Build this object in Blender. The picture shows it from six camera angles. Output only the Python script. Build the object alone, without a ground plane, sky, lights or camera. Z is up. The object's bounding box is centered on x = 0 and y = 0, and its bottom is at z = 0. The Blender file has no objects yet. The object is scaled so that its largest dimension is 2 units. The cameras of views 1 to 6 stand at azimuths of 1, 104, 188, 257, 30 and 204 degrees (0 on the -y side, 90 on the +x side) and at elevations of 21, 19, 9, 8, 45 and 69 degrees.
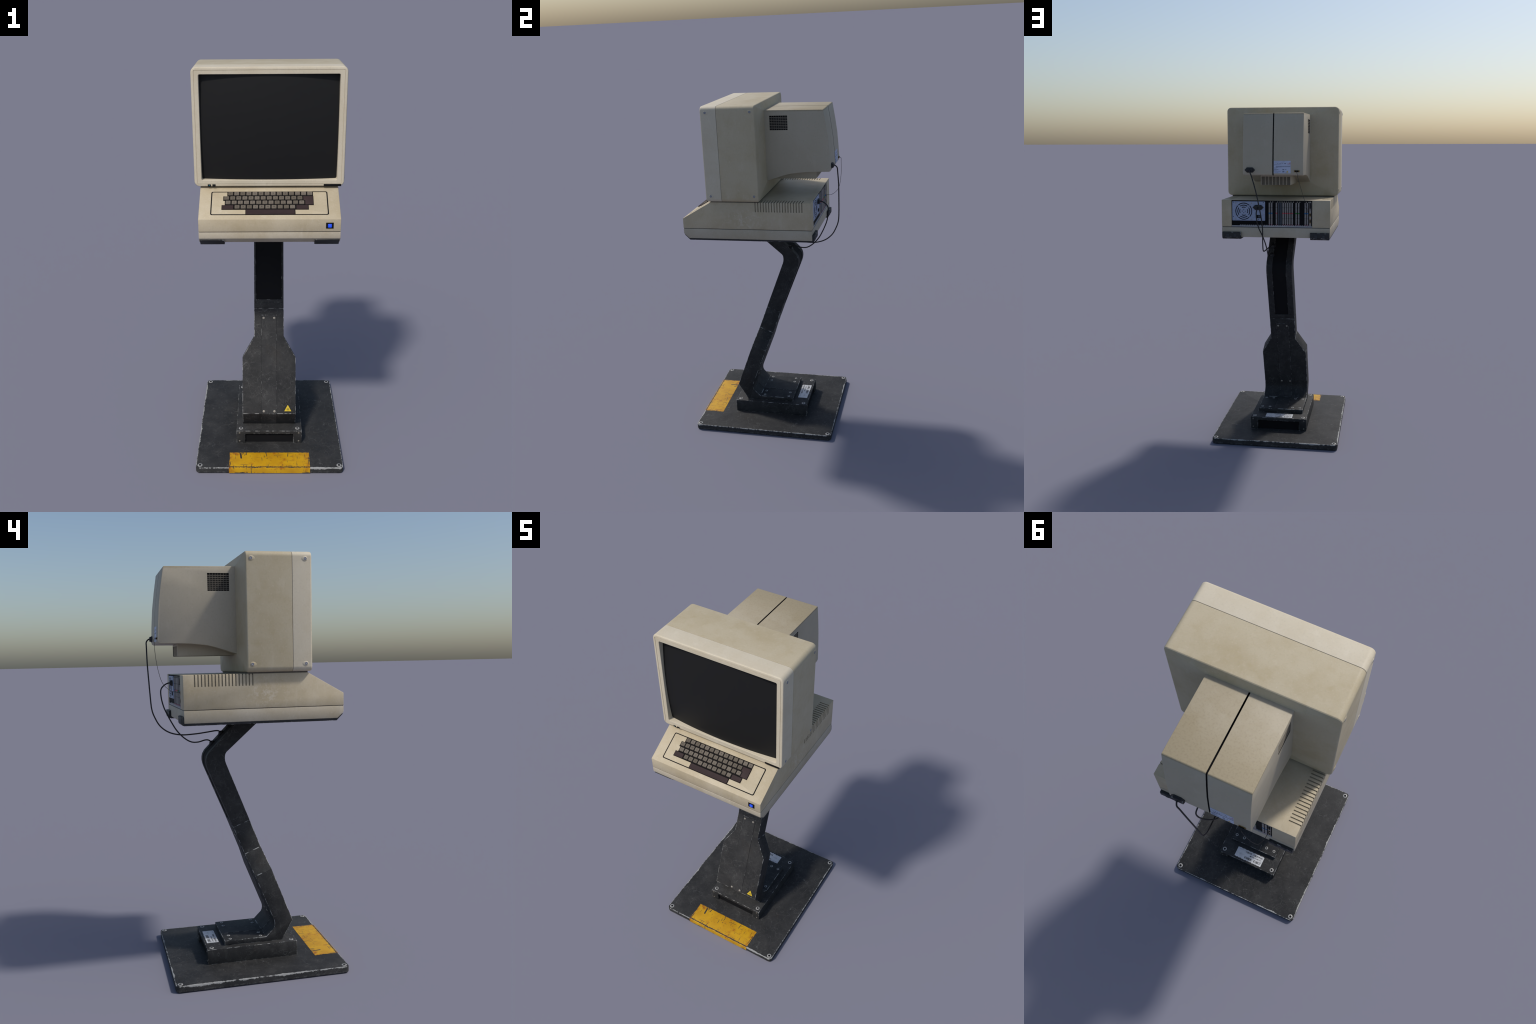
import bpy, bmesh, math, random
from mathutils import Vector, Matrix

random.seed(7)
RNG = random.Random(11)

# ------------------------------------------------------------------ materials
def srgb(r, g, b):
    f = lambda c: (c / 255 / 12.92) if c / 255 <= .04045 else ((c / 255 + .055) / 1.055) ** 2.4
    return (f(r), f(g), f(b), 1.0)

class NT:
    """small wrapper that keeps node graphs readable"""
    def __init__(self, name, rough=.5, metallic=0.0, spec=.5):
        self.m = bpy.data.materials.new(name)
        self.m.use_nodes = True
        self.t = self.m.node_tree
        self.b = self.t.nodes["Principled BSDF"]
        self.b.inputs["Roughness"].default_value = rough
        self.b.inputs["Metallic"].default_value = metallic
        self.b.inputs["Specular IOR Level"].default_value = spec
        self.co = self.t.nodes.new("ShaderNodeTexCoord").outputs["Object"]
    def n(self, typ, **kw):
        nd = self.t.nodes.new(typ)
        for k, v in kw.items():
            setattr(nd, k, v)
        return nd
    def put(self, sock, v):
        if isinstance(v, bpy.types.NodeSocket):
            self.t.links.new(v, sock)
        else:
            sock.default_value = v
    def noise(self, scale, detail=4, rough=.55, vec=None, distort=0.0):
        nd = self.n("ShaderNodeTexNoise")
        self.put(nd.inputs["Vector"], vec or self.co)
        nd.inputs["Scale"].default_value = scale
        nd.inputs["Detail"].default_value = detail
        nd.inputs["Roughness"].default_value = rough
        nd.inputs["Distortion"].default_value = distort
        return nd.outputs["Fac"]
    def noise_col(self, scale, detail=2, vec=None):
        nd = self.n("ShaderNodeTexNoise")
        self.put(nd.inputs["Vector"], vec or self.co)
        nd.inputs["Scale"].default_value = scale
        nd.inputs["Detail"].default_value = detail
        return nd.outputs["Color"]
    def math(self, op, a, b=0.0, c=0.0, clamp=False):
        nd = self.n("ShaderNodeMath", operation=op)
        nd.use_clamp = clamp
        self.put(nd.inputs[0], a); self.put(nd.inputs[1], b)
        if op in ("MULTIPLY_ADD",):
            self.put(nd.inputs[2], c)
        return nd.outputs[0]
    def step(self, v, lo, hi):
        """smooth 0..1 ramp of v between lo and hi (lo may be larger than hi)"""
        nd = self.n("ShaderNodeMapRange", interpolation_type="SMOOTHSTEP")
        self.put(nd.inputs["Value"], v)
        if lo < hi:
            nd.inputs["From Min"].default_value = lo; nd.inputs["From Max"].default_value = hi
            nd.inputs["To Min"].default_value = 0; nd.inputs["To Max"].default_value = 1
        else:
            nd.inputs["From Min"].default_value = hi; nd.inputs["From Max"].default_value = lo
            nd.inputs["To Min"].default_value = 1; nd.inputs["To Max"].default_value = 0
        return nd.outputs["Result"]
    def mix(self, fac, a, b, blend="MIX"):
        nd = self.n("ShaderNodeMix", data_type="RGBA", blend_type=blend)
        self.put(nd.inputs["Factor"], fac)
        self.put(nd.inputs["A"], a) if False else self.put(nd.inputs[6], a)
        self.put(nd.inputs[7], b)
        return nd.outputs[2]
    def xyz(self, vec=None):
        nd = self.n("ShaderNodeSeparateXYZ")
        self.put(nd.inputs[0], vec or self.co)
        return nd.outputs
    def mapping(self, scale=(1, 1, 1), loc=(0, 0, 0), rot=(0, 0, 0), vec=None):
        nd = self.n("ShaderNodeMapping")
        self.put(nd.inputs["Vector"], vec or self.co)
        nd.inputs["Scale"].default_value = scale
        nd.inputs["Location"].default_value = loc
        nd.inputs["Rotation"].default_value = rot
        return nd.outputs["Vector"]
    def warp(self, scale, amount, vec=None):
        col = self.noise_col(scale, 2, vec)
        s = self.n("ShaderNodeVectorMath", operation="SUBTRACT")
        self.put(s.inputs[0], col); s.inputs[1].default_value = (.5, .5, .5)
        k = self.n("ShaderNodeVectorMath", operation="SCALE")
        self.put(k.inputs[0], s.outputs[0]); k.inputs["Scale"].default_value = amount
        a = self.n("ShaderNodeVectorMath", operation="ADD")
        self.put(a.inputs[0], vec or self.co); self.put(a.inputs[1], k.outputs[0])
        return a.outputs[0]
    def cells_edge(self, scale, vec=None):
        nd = self.n("ShaderNodeTexVoronoi", feature="DISTANCE_TO_EDGE")
        self.put(nd.inputs["Vector"], vec or self.co)
        nd.inputs["Scale"].default_value = scale
        return nd.outputs["Distance"]
    def bump(self, h, strength=.1, dist=.001):
        nd = self.n("ShaderNodeBump")
        self.put(nd.inputs["Height"], h)
        nd.inputs["Strength"].default_value = strength
        nd.inputs["Distance"].default_value = dist
        self.t.links.new(nd.outputs["Normal"], self.b.inputs["Normal"])
    def color(self, c):
        self.put(self.b.inputs["Base Color"], c)
    def rough(self, r):
        self.put(self.b.inputs["Roughness"], r)

def plain(name, col, rough=.5, metallic=0.0, spec=.5):
    n = NT(name, rough, metallic, spec)
    f = n.noise(90, 3)
    n.color(n.mix(n.step(f, .3, .75), col, tuple(c * .82 for c in col[:3]) + (1,)))
    return n.m

def beige(name, base, stain, light, yellow_rear=False, scuffs=False, stain_amt=.75):
    """aged ABS plastic: blotchy yellowing, pale rubbed areas, fine grain"""
    n = NT(name, .52, spec=.35)
    big = n.noise(4.5, 5, .6)
    mid = n.noise(20, 7, .70, distort=.5)
    streak = n.noise(30, 3, .5, vec=n.mapping((1, 1, .35)))
    fine = n.noise(125, 3, .7)
    fine2 = n.noise(118, 3, .7, vec=n.mapping(loc=(7, 3, 5)))
    f = n.step(big, .38, .68)
    f = n.math("MULTIPLY", f, stain_amt)
    f = n.math("ADD", f, n.math("MULTIPLY", n.step(mid, .45, .75), .35), clamp=True)
    if yellow_rear:
        # sun-yellowed lid, stronger towards the rear
        _, y, z = n.xyz()
        g = n.step(n.math("ADD", y, n.math("MULTIPLY", mid, .10)), .02, .40)
        g = n.math("MULTIPLY", g, n.step(z, 1.940, 1.950))
        sun = n.math("MULTIPLY", n.math("ADD", g, n.math("MULTIPLY", n.step(big, .40, .65), .3), clamp=True), n.step(z, 1.935, 1.950))
        f = n.math("MULTIPLY", f, .45)
    c = n.mix(f, base, stain)
    pale = n.math("MULTIPLY", n.step(streak, .55, .8), .30)
    c = n.mix(pale, c, light)
    if scuffs:
        ln = n.n("ShaderNodeVectorMath", operation="LENGTH")
        n.put(ln.inputs[0], n.mapping((0, 4.6, 8.5), (0, .32, -11.6)))
        blob = n.step(n.math("ADD", ln.outputs["Value"], n.math("MULTIPLY", mid, .35)), .95, .25)
        spots = n.step(n.noise(55, 4, .6), .47, .66)
        side = n.step(n.math("ABSOLUTE", n.xyz()[0]), .305, .3125)
        c = n.mix(n.math("MULTIPLY", n.math("MULTIPLY", n.math("MULTIPLY", blob, spots), side), .6), c, light)
    c = n.mix(n.math("MULTIPLY", n.step(fine, .50, .72), .30), c, tuple(v * .74 for v in base[:3]) + (1,))
    c = n.mix(n.math("MULTIPLY", n.step(fine2, .54, .74), .30), c, light)
    specks = n.step(n.noise(75, 1, .3), .77, .82)
    c = n.mix(n.math("MULTIPLY", specks, .35), c, light)
    if yellow_rear:
        c = n.mix(n.math("MULTIPLY", sun, .85), c, n.mix(n.step(fine, .45, .7), (.335, .275, .170, 1), (.285, .230, .138, 1)))
    n.color(c)
    n.rough(n.math("MULTIPLY_ADD", mid, .2, .46))
    n.bump(n.noise(420, 2), .12, .0006)
    return n.m

BARE = srgb(168, 168, 165)
def black_metal(name, v=.030, worn=0.0, plate=False):
    """powder-coated black sheet metal with dust, curly hairline scratches and
    chipped bare edges (worn: how much of the bevelled edge is bare)"""
    n = NT(name, .6, spec=.22)
    dusty = n.noise(7, 6, .65)
    blot = n.noise(26, 5, .65, distort=.8)
    c = n.mix(n.step(dusty, .36, .72), (v * .78, v * .79, v * .80, 1), (v * 1.35, v * 1.34, v * 1.32, 1))
    c = n.mix(n.math("MULTIPLY", n.step(blot, .48, .74), .6), c, (v * 2.0, v * 1.97, v * 1.92, 1))
    c = n.mix(n.math("MULTIPLY", n.step(n.noise(48, 5, .7, distort=.5), .50, .70), .45), c, (v * .5, v * .5, v * .5, 1))
    c = n.mix(n.math("MULTIPLY", n.step(n.noise(6, 3, vec=n.mapping(loc=(4, 8, 1))), .62, .75), .4), c, (v * 1.35, v * 1.15, v * .95, 1))
    w = n.warp(9, .16)
    s1 = n.step(n.cells_edge(15, w), .012, .003)
    s1 = n.math("MULTIPLY", s1, n.step(n.noise(21, 3), .46, .60))
    w2 = n.warp(16, .09)
    s2 = n.step(n.cells_edge(31, w2), .018, .005)
    s2 = n.math("MULTIPLY", s2, n.step(n.noise(13, 3, vec=n.mapping(loc=(3, 1, 2))), .48, .62))
    s = n.math("MAXIMUM", s1, s2)
    c = n.mix(n.math("MULTIPLY", s, .36), c, (.15, .15, .147, 1))
    spk = n.step(n.noise(130, 2), .64, .74)
    c = n.mix(n.math("MULTIPLY", spk, .25), c, (.14, .135, .13, 1))
    if worn:
        e = n.noise(34, 5, .7)
        e = n.step(e, .62 - .22 * worn, .70 - .22 * worn)
        c = n.mix(n.math("MULTIPLY", e, .85), c, BARE)
    if plate:
        # chipped rim of the base plate: distance to the plan outline, top side only
        x, y, z = n.xyz()
        dx = n.math("SUBTRACT", .3765, n.math("ABSOLUTE", x))
        dy1 = n.math("ADD", y, .4435)
        dy2 = n.math("SUBTRACT", .4065, y)
        d = n.math("MINIMUM", dx, n.math("MINIMUM", dy1, dy2))
        top = n.math("ABSOLUTE", n.math("SUBTRACT", z, .0328))
        d = n.math("ADD", d, n.math("MULTIPLY", top, .9))
        lump = n.step(n.noise(5.5, 2), .50, .68)
        thr = n.math("MULTIPLY_ADD", lump, .0055, .0026)
        ragged = n.math("MULTIPLY", n.math("SUBTRACT", n.noise(70, 5, .75), .50), .020)
        e = n.step(n.math("SUBTRACT", n.math("ADD", d, ragged), thr), .0008, -.0006)
        c = n.mix(n.math("MULTIPLY", e, .8), c, BARE)
        # pale scuffed dust low on the rim
        scf = n.math("MULTIPLY", n.step(z, .016, .006), n.step(n.noise(60, 5, .7), .46, .62))
        c = n.mix(n.math("MULTIPLY", scf, .35), c, (.17, .17, .165, 1))
    n.color(c)
    n.rough(n.math("MULTIPLY_ADD", blot, .25, .52))
    n.bump(n.noise(500, 2), .10, .0005)
    return n.m

def hazard_yellow():
    n = NT("hazard_yellow_paint", .5, spec=.35)
    x, y, z = n.xyz()
    big = n.noise(11, 5, .6)
    c = n.mix(n.step(big, .35, .7), srgb(196, 150, 18), srgb(176, 128, 14))
    rust = n.step(n.noise(19, 5, .65, vec=n.mapping(loc=(2, 5, 1))), .57, .72)
    c = n.mix(n.math("MULTIPLY", rust, .8), c, srgb(150, 82, 16))
    side = n.step(n.math("ABSOLUTE", n.math("ADD", n.math("MULTIPLY", x, 1.0), 0)), .165, .207)
    c = n.mix(n.math("MULTIPLY", n.math("MULTIPLY", side, n.step(n.noise(40, 4), .45, .65)), .6), c, srgb(150, 76, 14))
    blk = (.026, .026, .028, 1)
    # long thin cuts running along x, and diagonal ones
    cut = n.step(n.noise(1, 2, .5, vec=n.mapping((11, 190, 60))), .655, .68)
    dia = n.step(n.noise(1, 2, .5, vec=n.mapping((150, 16, 16), rot=(0, 0, .75))), .675, .70)
    dia2 = n.step(n.noise(1, 2, .5, vec=n.mapping((120, 14, 14), rot=(0, 0, -.55), loc=(4, 2, 0))), .685, .71)
    chips = n.step(n.noise(38, 4, .6, vec=n.mapping((1, 1.7, 1), loc=(1, 0, 4))), .665, .70)
    m = n.math("MAXIMUM", n.math("MAXIMUM", cut, dia), n.math("MAXIMUM", chips, dia2))
    # bold notch stroke near the far left corner
    nx = n.math("ABSOLUTE", n.math("ADD", n.math("ADD", x, .1465), n.math("MULTIPLY", n.math("ADD", y, .36), .12)))
    nk = n.math("MULTIPLY", n.step(n.math("ADD", nx, n.math("MULTIPLY", n.noise(120, 3), .006)), .0082, .0068),
                n.step(n.math("ABSOLUTE", n.math("ADD", y, .3475)), .0225, .0205))
    m = n.math("MAXIMUM", m, nk)
    # paint knocked off along the front lip and ragged outline
    wob = n.math("MULTIPLY", n.math("SUBTRACT", n.noise(60, 6, .8), .5), .022)
    lip = n.math("ABSOLUTE", n.math("ADD", n.math("SUBTRACT", n.math("ADD", y, .4375), n.math("MULTIPLY", z, .0)), wob))
    lipm = n.math("MULTIPLY", n.step(lip, .0040, .0030), n.step(z, .028, .031))
    m = n.math("MAXIMUM", m, lipm)
    rim = n.math("MINIMUM", n.math("SUBTRACT", .207, n.math("ABSOLUTE", x)), n.math("SUBTRACT", -.3185, y))
    rimm = n.step(n.math("ADD", rim, wob), .0006, .0)
    m = n.math("MAXIMUM", m, rimm)
    low = n.math("MULTIPLY", n.step(n.math("ADD", z, n.math("MULTIPLY", wob, .6)), .006, .004), n.step(n.noise(14, 2), .5, .6))
    m = n.math("MAXIMUM", m, low)
    n.color(n.mix(m, c, blk))
    n.bump(n.noise(300, 3), .1, .0005)
    return n.m

def keycap(name, col, vary):
    n = NT(name, .65, spec=.14)
    r = n.n("ShaderNodeObjectInfo").outputs["Random"]
    k = n.noise(60, 3)
    c = n.mix(n.step(r, .0, 1.0), col, vary)
    c = n.mix(n.math("MULTIPLY", n.step(k, .4, .7), .25), c, tuple(v * .7 for v in col[:3]) + (1,))
    n.color(c)
    return n.m

def label_paper(name, col, worn=False):
    n = NT(name, .55)
    c = n.mix(n.step(n.noise(40, 4), .4, .75), col, tuple(v * .82 for v in col[:3]) + (1,))
    if worn:
        c = n.mix(n.math("MULTIPLY", n.step(n.noise(33, 5, .7), .56, .70), .55), c, (.16, .16, .17, 1))
    n.color(c)
    return n.m

# ABS colours
B_CASE = beige("aged_case_plastic", (.515, .440, .310, 1), (.430, .352, .225, 1), (.59, .53, .42, 1), scuffs=True)
B_BOTTOM = beige("grey_case_bottom_plastic", (.475, .420, .325, 1), (.410, .345, .240, 1), (.56, .51, .42, 1), scuffs=True)
B_BEZEL = beige("pale_bezel_plastic", (.605, .540, .415, 1), (.545, .470, .335, 1), (.69, .63, .51, 1), stain_amt=.5)
B_REAR = beige("yellowed_rear_plastic", (.510, .440, .305, 1), (.435, .355, .215, 1), (.60, .53, .40, 1))
B_TUBE = beige("tube_housing_plastic", (.455, .402, .305, 1), (.405, .350, .250, 1), (.52, .47, .375, 1), yellow_rear=True)
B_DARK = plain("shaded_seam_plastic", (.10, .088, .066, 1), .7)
K_BLACK = black_metal("black_coated_metal", .0285)
K_EDGE = black_metal("chipped_black_edge", .034, worn=.62)
K_EDGE2 = black_metal("lightly_chipped_edge", .032, worn=.35)
K_BASE = black_metal("base_plate_metal", .0280, plate=True)
K_STRIP = black_metal("cover_strip_metal", .033)
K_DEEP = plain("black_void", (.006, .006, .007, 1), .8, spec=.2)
K_RUBBER = plain("black_rubber", (.016, .017, .019, 1), .55)
K_CABLE = plain("cable_rubber", (.008, .008, .009, 1), .5)
K_LINE = plain("black_outline", (.008, .008, .009, 1), .7, spec=.1)
STEEL = plain("bare_steel", (.36, .355, .34, 1), .5, .1)
DULL = plain("dull_screw", (.15, .135, .11, 1), .5)
BRASSY = plain("dull_brass_screw", (.33, .30, .25, 1), .5, .1)
SILVER = plain("power_supply_metal", (.335, .395, .545, 1), .5, .1)
BRACKET = plain("bracket_metal", (.275, .252, .235, 1), .5)
LEDGE = plain("ledge_metal", (.36, .36, .37, 1), .5)
DARKBR = plain("dark_bracket_metal", (.055, .065, .085, 1), .5)
TAG_B = plain("blue_tag", srgb(25, 105, 160), .5)
TAG_R = plain("red_tag", srgb(195, 85, 95), .5)
TAG_G = plain("green_tag", srgb(30, 125, 40), .5)
GOLD = plain("connector_gold", srgb(140, 110, 50), .45, .3)
YELLOW = hazard_yellow()
WARN = plain("warning_yellow", srgb(214, 184, 44), .5)
LBL = label_paper("white_label", (.50, .55, .70, 1))
LBL2 = label_paper("worn_silver_label", (.60, .61, .62, 1), True)
INK = plain("grey_ink", (.15, .17, .25, 1), .6)
INK2 = plain("dark_ink", (.022, .022, .025, 1), .7, spec=.15)
INKR = plain("red_ink", (.48, .20, .26, 1), .6)
KEY = keycap("taupe_keycap", (.112, .094, .072, 1), (.165, .141, .113, 1))
KEYB = keycap("brown_keycap", (.036, .023, .023, 1), (.046, .030, .030, 1))
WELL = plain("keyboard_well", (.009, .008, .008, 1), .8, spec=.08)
def glass():
    n = NT("dark_screen_glass", .5, spec=.12)
    n.color((.0142, .0142, .0145, 1))
    return n.m
GLASS = glass()
def lamp(name, col, e):
    n = NT(name, .3)
    n.color(col)
    n.b.inputs["Emission Color"].default_value = col
    n.b.inputs["Emission Strength"].default_value = e
    return n.m
BLUE = lamp("lit_blue_button", (.010, .060, .62, 1), .40)
BLUE2 = lamp("lit_blue_symbol", (.10, .32, .95, 1), .7)
CYAN = plain("dim_cyan_symbol", (.015, .14, .20, 1), .4)

# ------------------------------------------------------------------ geometry helpers
def link(ob, parent):
    bpy.context.scene.collection.objects.link(ob)
    ob.parent = parent
    return ob

def tidy(bm, bevel=0.0, seg=2, bevel_mat=None, angle=30):
    bmesh.ops.remove_doubles(bm, verts=bm.verts, dist=1e-6)
    bmesh.ops.recalc_face_normals(bm, faces=bm.faces)
    if bevel > 0:
        es = [e for e in bm.edges if e.is_manifold and e.calc_face_angle(0) > math.radians(angle)]
        bmesh.ops.bevel(bm, geom=es, offset=bevel, offset_type="OFFSET", segments=seg, profile=.5,
                        affect="EDGES", clamp_overlap=True, material=-1 if bevel_mat is None else bevel_mat)

def make(name, verts, faces, mats, parent=None, bevel=0.0, seg=2, bevel_mat=None, smooth=35, kind=None, fm=None, bevel_angle=30):
    bm = bmesh.new()
    vs = [bm.verts.new(v) for v in verts]
    for i, f in enumerate(faces):
        fc = bm.faces.new([vs[k] for k in f])
        if fm:
            fc.material_index = fm[i]
    tidy(bm, bevel, seg, bevel_mat, bevel_angle)
    me = bpy.data.meshes.new(name)
    bm.to_mesh(me); bm.free()
    for m in (mats if isinstance(mats, (list, tuple)) else [mats]):
        me.materials.append(m)
    me.shade_smooth()
    me.set_sharp_from_angle(angle=math.radians(smooth))
    ob = bpy.data.objects.new(name, me)
    if kind:
        ob["kind"] = kind
    return link(ob, parent)

def box_vf(x0, x1, y0, y1, z0, z1):
    v = [(x, y, z) for x in (x0, x1) for y in (y0, y1) for z in (z0, z1)]
    f = [(0, 1, 3, 2), (4, 6, 7, 5), (0, 4, 5, 1), (2, 3, 7, 6), (0, 2, 6, 4), (1, 5, 7, 3)]
    return v, f

def box(name, x0, x1, y0, y1, z0, z1, mat, parent=None, bevel=0.0, **kw):
    v, f = box_vf(x0, x1, y0, y1, z0, z1)
    return make(name, v, f, mat, parent, bevel, **kw)

def boxes_vf(lst):
    V, F = [], []
    for b in lst:
        v, f = box_vf(*b)
        o = len(V)
        V += v; F += [tuple(k + o for k in q) for q in f]
    return V, F

def boxes(name, lst, mat, parent=None, **kw):
    V, F = boxes_vf(lst)
    return make(name, V, F, mat, parent, **kw)

def prism_x_vf(prof, x0, x1):
    n = len(prof)
    v = [(x0, y, z) for y, z in prof] + [(x1, y, z) for y, z in prof]
    f = [tuple(range(n)), tuple(range(2 * n - 1, n - 1, -1))]
    f += [(i, (i + 1) % n, n + (i + 1) % n, n + i) for i in range(n)]
    return v, f

def prism_x(name, prof, x0, x1, mat, parent=None, **kw):
    v, f = prism_x_vf(prof, x0, x1)
    return make(name, v, f, mat, parent, **kw)

def prism_dir(prof, f0, f1):
    """prism between two copies of a 2D profile placed by functions f0, f1"""
    n = len(prof)
    v = [f0(*p) for p in prof] + [f1(*p) for p in prof]
    f = [tuple(range(n)), tuple(range(2 * n - 1, n - 1, -1))]
    f += [(i, (i + 1) % n, n + (i + 1) % n, n + i) for i in range(n)]
    return v, f

def loft(rings, cap0=True, cap1=True):
    n = len(rings[0])
    v = [p for r in rings for p in r]
    f = []
    for k in range(len(rings) - 1):
        a, b = k * n, (k + 1) * n
        f += [(a + i, a + (i + 1) % n, b + (i + 1) % n, b + i) for i in range(n)]
    if cap0:
        f.append(tuple(range(n)))
    if cap1:
        f.append(tuple(range((len(rings) - 1) * n, len(rings) * n)))
    return v, f

def rrect(x0, x1, z0, z1, r, seg=6):
    pts = []
    for cx, cz, a0 in ((x1 - r, z1 - r, 0), (x0 + r, z1 - r, 90), (x0 + r, z0 + r, 180), (x1 - r, z0 + r, 270)):
        for i in range(seg + 1):
            a = math.radians(a0 + 90 * i / seg)
            pts.append((cx + r * math.cos(a), cz + r * math.sin(a)))
    return pts

def cut(ob, cutter):
    m = ob.modifiers.new("cut", "BOOLEAN")
    m.operation = "DIFFERENCE"; m.solver = "EXACT"; m.object = cutter
    m.material_mode = "TRANSFER"
    bpy.context.view_layer.update()
    dg = bpy.context.evaluated_depsgraph_get()
    me = bpy.data.meshes.new_from_object(ob.evaluated_get(dg))
    ob.modifiers.clear()
    old = ob.data
    ob.data = me
    bpy.data.meshes.remove(old)
    bpy.data.objects.remove(cutter)
    me.shade_smooth()
    me.set_sharp_from_angle(angle=math.radians(30))

def lathe_vf(prof, n=20):
    """prof: list of (r, h) revolved round z; first and last r may be 0"""
    V, F, M = [], [], []
    rings = []
    for r, h in prof:
        if r == 0:
            V.append((0, 0, h)); rings.append([len(V) - 1])
        else:
            rings.append([len(V) + i for i in range(n)])
            V += [(r * math.cos(2 * math.pi * i / n), r * math.sin(2 * math.pi * i / n), h) for i in range(n)]
    for a, b in zip(rings, rings[1:]):
        for i in range(n):
            j = (i + 1) % n
            if len(a) == 1: F.append((a[0], b[i], b[j]))
            elif len(b) == 1: F.append((a[i], a[j], b[0]))
            else: F.append((a[i], a[j], b[j], b[i]))
    return V, F

_mesh_cache = {}
def lathe_mesh(key, prof, mats, split=None, n=20):
    """split: ring index from which faces use the second material"""
    if key in _mesh_cache:
        return _mesh_cache[key]
    V, F = lathe_vf(prof, n)
    me = bpy.data.meshes.new(key)
    me.from_pydata(V, [], F)
    for m in mats:
        me.materials.append(m)
    if split is not None:
        for i, p in enumerate(me.polygons):
            p.material_index = 1 if i // n >= split else 0
    bm = bmesh.new(); bm.from_mesh(me)
    bmesh.ops.recalc_face_normals(bm, faces=bm.faces)
    bm.to_mesh(me); bm.free()
    me.shade_smooth()
    me.set_sharp_from_angle(angle=math.radians(40))
    _mesh_cache[key] = me
    return me

def frame(pos, normal, up=(0, 0, 1)):
    z = Vector(normal).normalized()
    u = Vector(up)
    if abs(z.dot(u)) > .95:
        u = Vector((0, 1, 0))
    x = u.cross(z).normalized()
    y = z.cross(x)
    M = Matrix((x, y, z)).transposed().to_4x4()
    M.translation = Vector(pos)
    return M

def place(name, me, M, parent):
    ob = bpy.data.objects.new(name, me)
    link(ob, parent)
    ob.matrix_world = M
    return ob

def ring_screw(r):
    """countersunk washer screw: pale ring with a dark socket"""
    return lathe_mesh("ring_screw_%d" % int(r * 1e5),
                      [(r, -.001), (r, .0010), (r * .86, .0020), (r * .52, .0020), (r * .44, .0010), (0, .0010)],
                      [STEEL, K_DEEP], split=3)

def dome_screw(r, mats=None):
    return lathe_mesh("dome_screw_%d" % int(r * 1e5),
                      [(r, -.001), (r, .0008), (r * .75, .0022), (r * .35, .0028), (0, .0022)],
                      mats or [BRASSY, BRASSY], split=3)

# ------------------------------------------------------------------ root
root = bpy.data.objects.new("computer_terminal_stand", None)
bpy.context.scene.collection.objects.link(root)
root["label"] = "beige retro computer with CRT monitor on a black metal stand"
root["category"] = "computer terminal"

# ------------------------------------------------------------------ base plate
pl = rrect(-.3765, .3765, -.4435, .4065, .020, 6)
prof = [(.003, 0), (.0, .004), (.0, .0295), (.0012, .0322), (.0040, .0330)]
def inset_rr(d, z):
    return [(x, y, z) for x, y in rrect(-.3765 + d, .3765 - d, -.4435 + d, .4065 - d, .020 - d, 6)]
v, f = loft([inset_rr(d, z) for d, z in prof])
base = make("base_plate", v, f, K_BASE, root)
for sx in (-1, 1):
    for y in (-.4223, .385):
        place("screw", ring_screw(.0128), frame((sx * .3553, y, .0330), (0, 0, 1)), base)
prism_x("hazard_stripe", [(-.3185, .0325), (-.3185, .0338), (-.4396, .0338), (-.4436, .0322), (-.4445, .0295), (-.4445, .0015),
                          (-.4428, .0015), (-.4428, .0290), (-.4393, .0325)], -.207, .207, YELLOW, base)

# ------------------------------------------------------------------ pedestal: inverted U channel with worn edges
U = [(-.173, .0325), (-.173, .1092), (.173, .1092), (.173, .0325), (.128, .0325), (.128, .0905), (-.128, .0905), (-.128, .0325)]
v, f = prism_dir(U, lambda x, z: (x, -.2355, z), lambda x, z: (x, .2240, z))
ped = make("pedestal_box", v, f, [K_BLACK, K_EDGE], root, bevel=.0016, seg=2, bevel_mat=1)
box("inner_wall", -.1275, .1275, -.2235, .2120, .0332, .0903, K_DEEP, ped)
for sx in (-1, 1):
    for y in (-.2105, .2004):
        place("screw", ring_screw(.0115), frame((sx * .1505, y, .1092), (0, 0, 1)), ped)
    for z in (.0965, .0465):
        place("screw", dome_screw(.0048, [DULL, DULL]), frame((sx * .1575, -.2355, z), (0, -1, 0)), ped)
        place("screw", dome_screw(.0048, [DULL, DULL]), frame((sx * .1575, .2240, z), (0, 1, 0)), ped)

# torn silver serial label on the pedestal
lab = []
for i in range(28):
    t = i / 27
    lab.append((.083 - .166 * t, .1520 + .0012 * math.sin(i * 1.7)))
for i in range(28):
    t = i / 27
    lab.append((-.083 + .166 * t, .2115 + (.0016 * math.sin(i * 2.3) + RNG.uniform(-.0012, .0012))))
v, f = prism_dir(lab, lambda x, y: (x, y, .1089), lambda x, y: (x, y, .1096))
slabel = make("serial_label", v, f, LBL2, ped)
bars = []
for (ya, yb, xs, xe) in ((.160, .170, -.075, -.02), (.160, .170, -.005, .03), (.176, .183, -.07, .0), (.190, .206, -.075, -.03),
                         (.190, .206, -.02, .025), (.186, .1885, .03, .06), (.160, .163, .045, .07)):
    x = xs
    while x < xe:
        w = RNG.uniform(.0012, .0045)
        bars.append((x, min(x + w, xe), ya, yb - RNG.uniform(0, .003), .1094, .1098))
        x += w + RNG.uniform(.0012, .0035)
boxes("label_print", bars, INK2, slabel, kind="stuff")

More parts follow.
